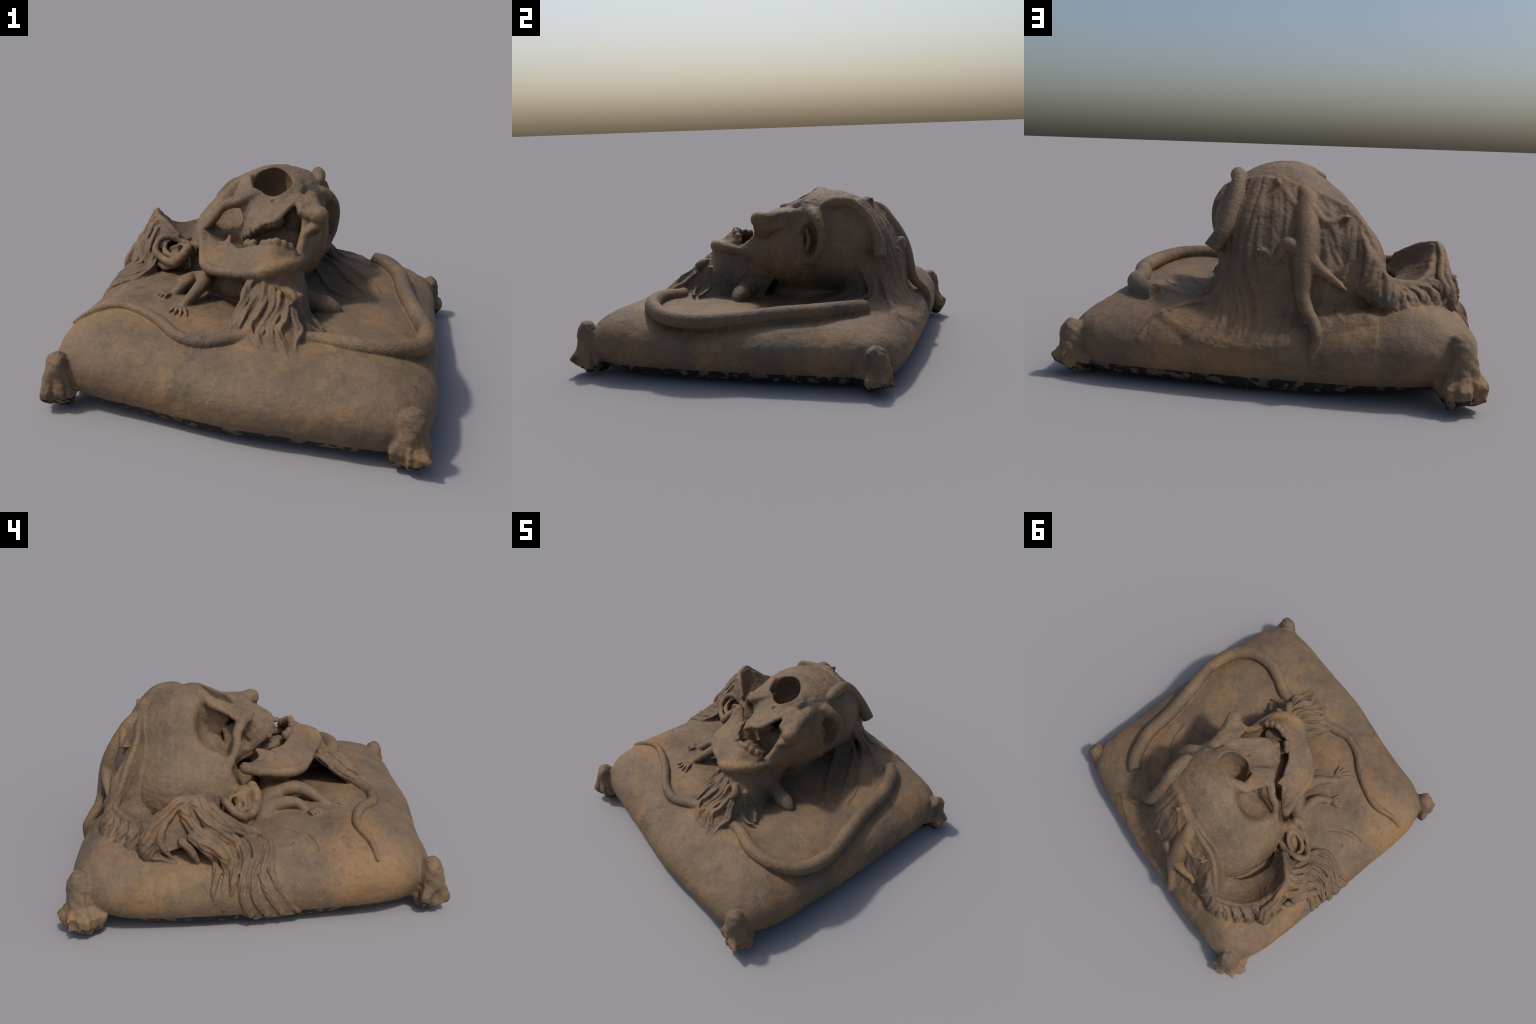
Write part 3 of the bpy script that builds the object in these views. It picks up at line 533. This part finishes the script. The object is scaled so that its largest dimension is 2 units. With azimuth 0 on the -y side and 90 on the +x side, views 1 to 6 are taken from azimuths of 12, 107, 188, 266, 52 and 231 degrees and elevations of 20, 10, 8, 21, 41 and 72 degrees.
# ------------------------------------------------------------------ surface extraction
def extract():
    ins = VAL < 0
    cnt = np.zeros(N - 1, np.int8)
    S = [slice(0, -1), slice(1, None)]
    for i in (0, 1):
        for j in (0, 1):
            for k in (0, 1):
                cnt += ins[S[i], S[j], S[k]]
    act = (cnt > 0) & (cnt < 8)
    I = np.argwhere(act)
    idx = np.full(act.shape, -1, np.int32); idx[act] = np.arange(len(I))
    pos = np.zeros((len(I), 3)); num = np.zeros(len(I))
    C = [(i, j, k) for i in (0, 1) for j in (0, 1) for k in (0, 1)]
    val = [VAL[I[:, 0] + c[0], I[:, 1] + c[1], I[:, 2] + c[2]].astype(float) for c in C]
    lab = np.zeros(len(I), np.uint8); best = np.full(len(I), 9.0)
    for c, v in zip(C, val):
        l = LAB[I[:, 0] + c[0], I[:, 1] + c[1], I[:, 2] + c[2]]
        m = (np.abs(v) < best) & (l > 0); lab[m] = l[m]; best[m] = np.abs(v)[m]
    for a in range(8):
        for b in range(a + 1, 8):
            df = np.array(C[b]) - np.array(C[a])
            if np.abs(df).sum() != 1: continue
            m = (val[a] < 0) != (val[b] < 0)
            t = np.where(m, val[a] / np.where(m, val[a] - val[b], 1), 0)
            pos += np.where(m[:, None], np.array(C[a]) + t[:, None] * df, 0); num += m
    P = LO + H * (I + pos / num[:, None])
    quads = []
    for ax in range(3):
        b, c = (ax + 1) % 3, (ax + 2) % 3
        lo = [slice(None)] * 3; hi = [slice(None)] * 3
        lo[ax] = slice(0, -1); hi[ax] = slice(1, None)
        for s in (lo, hi): s[b] = slice(1, -1); s[c] = slice(1, -1)
        a0, a1 = ins[tuple(lo)], ins[tuple(hi)]
        E = np.argwhere(a0 != a1)
        flip = a0[tuple(E.T)]
        E[:, b] += 1; E[:, c] += 1
        def cell(db, dc):
            q = E.copy(); q[:, b] -= db; q[:, c] -= dc
            return idx[q[:, 0], q[:, 1], q[:, 2]]
        q = np.stack([cell(1, 1), cell(0, 1), cell(0, 0), cell(1, 0)], 1)
        q[~flip] = q[~flip][:, ::-1]
        quads.append(q)
    Q = np.concatenate(quads)
    return P, Q[(Q >= 0).all(1)], lab

P, Q, lab = extract()

def vnormals(P, Q):
    n = np.cross(P[Q[:, 2]] - P[Q[:, 0]], P[Q[:, 3]] - P[Q[:, 1]])
    out = np.zeros_like(P)
    for i in range(4):
        for j in range(3):
            out[:, j] += np.bincount(Q[:, i], n[:, j], len(P))
    return out / (np.linalg.norm(out, axis=1)[:, None] + 1e-12)

def smooth(P, Q, times, w=0.5):
    for _ in range(times):
        acc = np.zeros_like(P); num = np.zeros(len(P))
        for a, b in ((0, 1), (1, 2), (2, 3), (3, 0)):
            for i, j in ((a, b), (b, a)):
                for k in range(3): acc[:, k] += np.bincount(Q[:, i], P[Q[:, j], k], len(P))
                num += np.bincount(Q[:, i], minlength=len(P))
        P = P + w * (acc / np.maximum(num, 1)[:, None] - P)
    return P

P = smooth(P, Q, 1)
nrm = vnormals(P, Q)
# hand-modelled unevenness of the clay
amp = np.full(len(P), 0.0025)
amp[lab == CUSH] = 0.0028
amp[np.isin(lab, [SNAKE, SNAKE2, LIZ, LIZ2])] = 0.0007
amp[np.isin(lab, [HAIR, BEARD, LOCK, SCALP])] = 0.003
fine = np.minimum(amp, 0.0014); fine[lab == CUSH] = 0.0006
P = P + nrm * (amp * noise(P, 12, 3) + fine * (noise(P, 38, 2, 5) + 0.75 * noise(P, 80, 2, 3)))[:, None]
nrm = vnormals(P, Q)
print("verts", len(P), "quads", len(Q))

# ------------------------------------------------------------------ materials
def nodes(mat):
    mat.use_nodes = True
    nt = mat.node_tree; nt.nodes.clear()
    def add(kind, **kw):
        n = nt.nodes.new(kind)
        for k, v in kw.items():
            if k in n.inputs: n.inputs[k].default_value = v
            else: setattr(n, k, v)
        return n
    return nt, add, (lambda a, b: nt.links.new(a, b))

def ramp(n, stops):
    el = n.color_ramp.elements
    while len(el) < len(stops): el.new(0.5)
    for e, (p, c) in zip(el, stops): e.position = p; e.color = (*c, 1) if len(c) == 3 else c

def clay(name, tint=(1, 1, 1), warm=1.0, scales=False, streak=False):
    m = bpy.data.materials.new(name); nt, add, link = nodes(m)
    out = add("ShaderNodeOutputMaterial"); b = add("ShaderNodeBsdfPrincipled", Roughness=0.62)
    b.inputs["Specular IOR Level"].default_value = 0.3
    link(b.outputs[0], out.inputs[0])
    tc = add("ShaderNodeTexCoord"); co = tc.outputs["Object"]
    def nz(scale, detail=6, rough=0.6, off=0.0):
        n = add("ShaderNodeTexNoise", Scale=scale, Detail=detail, Roughness=rough)
        mp = add("ShaderNodeMapping"); mp.inputs["Location"].default_value = (off, off * 1.7, -off)
        link(co, mp.inputs[0]); link(mp.outputs[0], n.inputs["Vector"]); return n
    def mix(fac, a, c, blend="MIX"):
        x = add("ShaderNodeMix", data_type="RGBA", blend_type=blend)
        for s, v in ((x.inputs["Factor"], fac), (x.inputs[6], a), (x.inputs[7], c)):
            if hasattr(v, "links"): link(v, s)
            else: s.default_value = v if not isinstance(v, tuple) else (*v, 1)
        return x.outputs[2]
    def mask(n, lo, hi, strength=1.0):
        r = add("ShaderNodeMapRange"); r.inputs[1].default_value = lo; r.inputs[2].default_value = hi; r.inputs[4].default_value = strength
        link(n.outputs[0], r.inputs[0]); return r.outputs[0]
    t = lambda c: tuple(a * q for a, q in zip(c, tint))
    base = mix(mask(nz(4.5, 5), 0.36, 0.66), t((0.118, 0.082, 0.052)), t((0.185, 0.122, 0.072)))
    base = mix(mask(nz(3.2, 5, 0.65, 3.1), 0.48, 0.65, 0.75 * warm), base, t((0.262, 0.148, 0.063)))
    base = mix(mask(nz(7, 5, 0.7, 7.7), 0.55, 0.70, 0.55), base, t((0.205, 0.118, 0.078)))
    base = mix(mask(nz(6, 5, 0.7, 21.9), 0.56, 0.70, 0.5), base, t((0.175, 0.130, 0.062)))
    base = mix(mask(nz(9, 6, 0.7, 12.3), 0.58, 0.72, 0.6), base, t((0.092, 0.070, 0.060)))
    base = mix(mask(nz(4.2, 7, 0.72, 31.7), 0.60, 0.68, 0.7), base, t((0.068, 0.054, 0.046)))
    base = mix(mask(nz(14, 5, 0.7, 44.1), 0.68, 0.74, 0.7), base, t((0.050, 0.044, 0.046)))
    base = mix(mask(nz(38, 5, 0.75, 1.3), 0.50, 0.72, 0.55), base, t((0.080, 0.058, 0.042)))
    base = mix(mask(nz(60, 4, 0.7, 5.3), 0.56, 0.76, 0.45), base, t((0.30, 0.21, 0.135)))
    base = mix(mask(nz(150, 3, 0.7, 2.2), 0.60, 0.72, 0.4), base, t((0.060, 0.048, 0.038)))
    link(base, b.inputs["Base Color"])
    hgt = nz(120, 5, 0.7).outputs[0]
    bump = add("ShaderNodeBump", Strength=0.6, Distance=0.005); link(hgt, bump.inputs["Height"])
    sm = add("ShaderNodeMapping"); sm.inputs["Scale"].default_value = (16, 90, 60); sm.inputs["Rotation"].default_value = (0.2, 0.3, 0.6); link(co, sm.inputs[0])
    sn = add("ShaderNodeTexNoise", Scale=1.0, Detail=3.0); link(sm.outputs[0], sn.inputs["Vector"])
    bs = add("ShaderNodeBump", Strength=0.3, Distance=0.005); link(sn.outputs[0], bs.inputs["Height"]); link(bump.outputs[0], bs.inputs["Normal"])
    last = bs
    if scales:
        vo = add("ShaderNodeTexVoronoi", Scale=120.0); link(co, vo.inputs["Vector"])
        b2 = add("ShaderNodeBump", Strength=0.45, Distance=0.004, invert=True); link(vo.outputs[0], b2.inputs["Height"]); link(last.outputs[0], b2.inputs["Normal"]); last = b2
    link(last.outputs[0], b.inputs["Normal"])
    return m

CLAY = clay("aged_clay")
BONE = clay("bone_clay", (1.0, 1.0, 1.0), 0.6)
HAIRM = clay("hair_clay", (0.92, 0.92, 0.95), 0.7)
SCALE = clay("scaly_clay", (0.97, 0.97, 0.98), 0.7, scales=True)

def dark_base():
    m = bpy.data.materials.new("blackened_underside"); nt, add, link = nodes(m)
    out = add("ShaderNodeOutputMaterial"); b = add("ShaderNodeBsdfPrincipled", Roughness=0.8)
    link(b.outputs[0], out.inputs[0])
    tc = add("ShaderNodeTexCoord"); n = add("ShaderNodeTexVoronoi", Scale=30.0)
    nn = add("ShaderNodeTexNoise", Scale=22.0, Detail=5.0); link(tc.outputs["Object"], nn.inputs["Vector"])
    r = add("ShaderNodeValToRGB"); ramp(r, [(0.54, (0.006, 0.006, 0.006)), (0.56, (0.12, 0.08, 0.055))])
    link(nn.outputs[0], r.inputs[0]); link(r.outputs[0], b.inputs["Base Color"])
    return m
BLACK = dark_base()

MAT = {"cranium": BONE, "cheekbone": BONE, "jaw": BONE, "upper_jaw": BONE, "tooth": BONE, "hair": HAIRM, "beard": HAIRM, "scalp": HAIRM, "hair_lock": HAIRM, "snake": SCALE}

# ------------------------------------------------------------------ split into named parts
root = bpy.data.objects.new("sculpted_head_on_cushion", None)
bpy.context.scene.collection.objects.link(root)
root["label"] = "weathered clay half-skull head lying on a tasselled cushion with snakes and lizards"
root["category"] = "sculpture"

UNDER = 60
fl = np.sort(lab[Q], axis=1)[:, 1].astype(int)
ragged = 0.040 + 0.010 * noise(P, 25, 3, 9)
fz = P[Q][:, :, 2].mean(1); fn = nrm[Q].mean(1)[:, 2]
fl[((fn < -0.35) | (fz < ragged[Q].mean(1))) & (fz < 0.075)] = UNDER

def make(name, sel, mat):
    if not sel.any(): return
    q = Q[sel]; used, inv = np.unique(q, return_inverse=True)
    me = bpy.data.meshes.new(name)
    nv, nf = len(used), len(q)
    me.vertices.add(nv); me.vertices.foreach_set("co", P[used].astype(f4).ravel())
    me.loops.add(nf * 4); me.loops.foreach_set("vertex_index", inv.reshape(-1).astype(np.int32))
    me.polygons.add(nf); me.polygons.foreach_set("loop_start", np.arange(0, nf * 4, 4, dtype=np.int32))
    me.update(calc_edges=True); me.validate()
    me.polygons.foreach_set("use_smooth", np.ones(len(me.polygons), bool))
    me.normals_split_custom_set_from_vertices(nrm[used].tolist())
    me.materials.append(mat)
    ob = bpy.data.objects.new(name, me); ob.parent = root
    bpy.context.scene.collection.objects.link(ob)

for i, name in enumerate(PARTS, 1):
    make(name, fl == i, MAT.get(name, CLAY))
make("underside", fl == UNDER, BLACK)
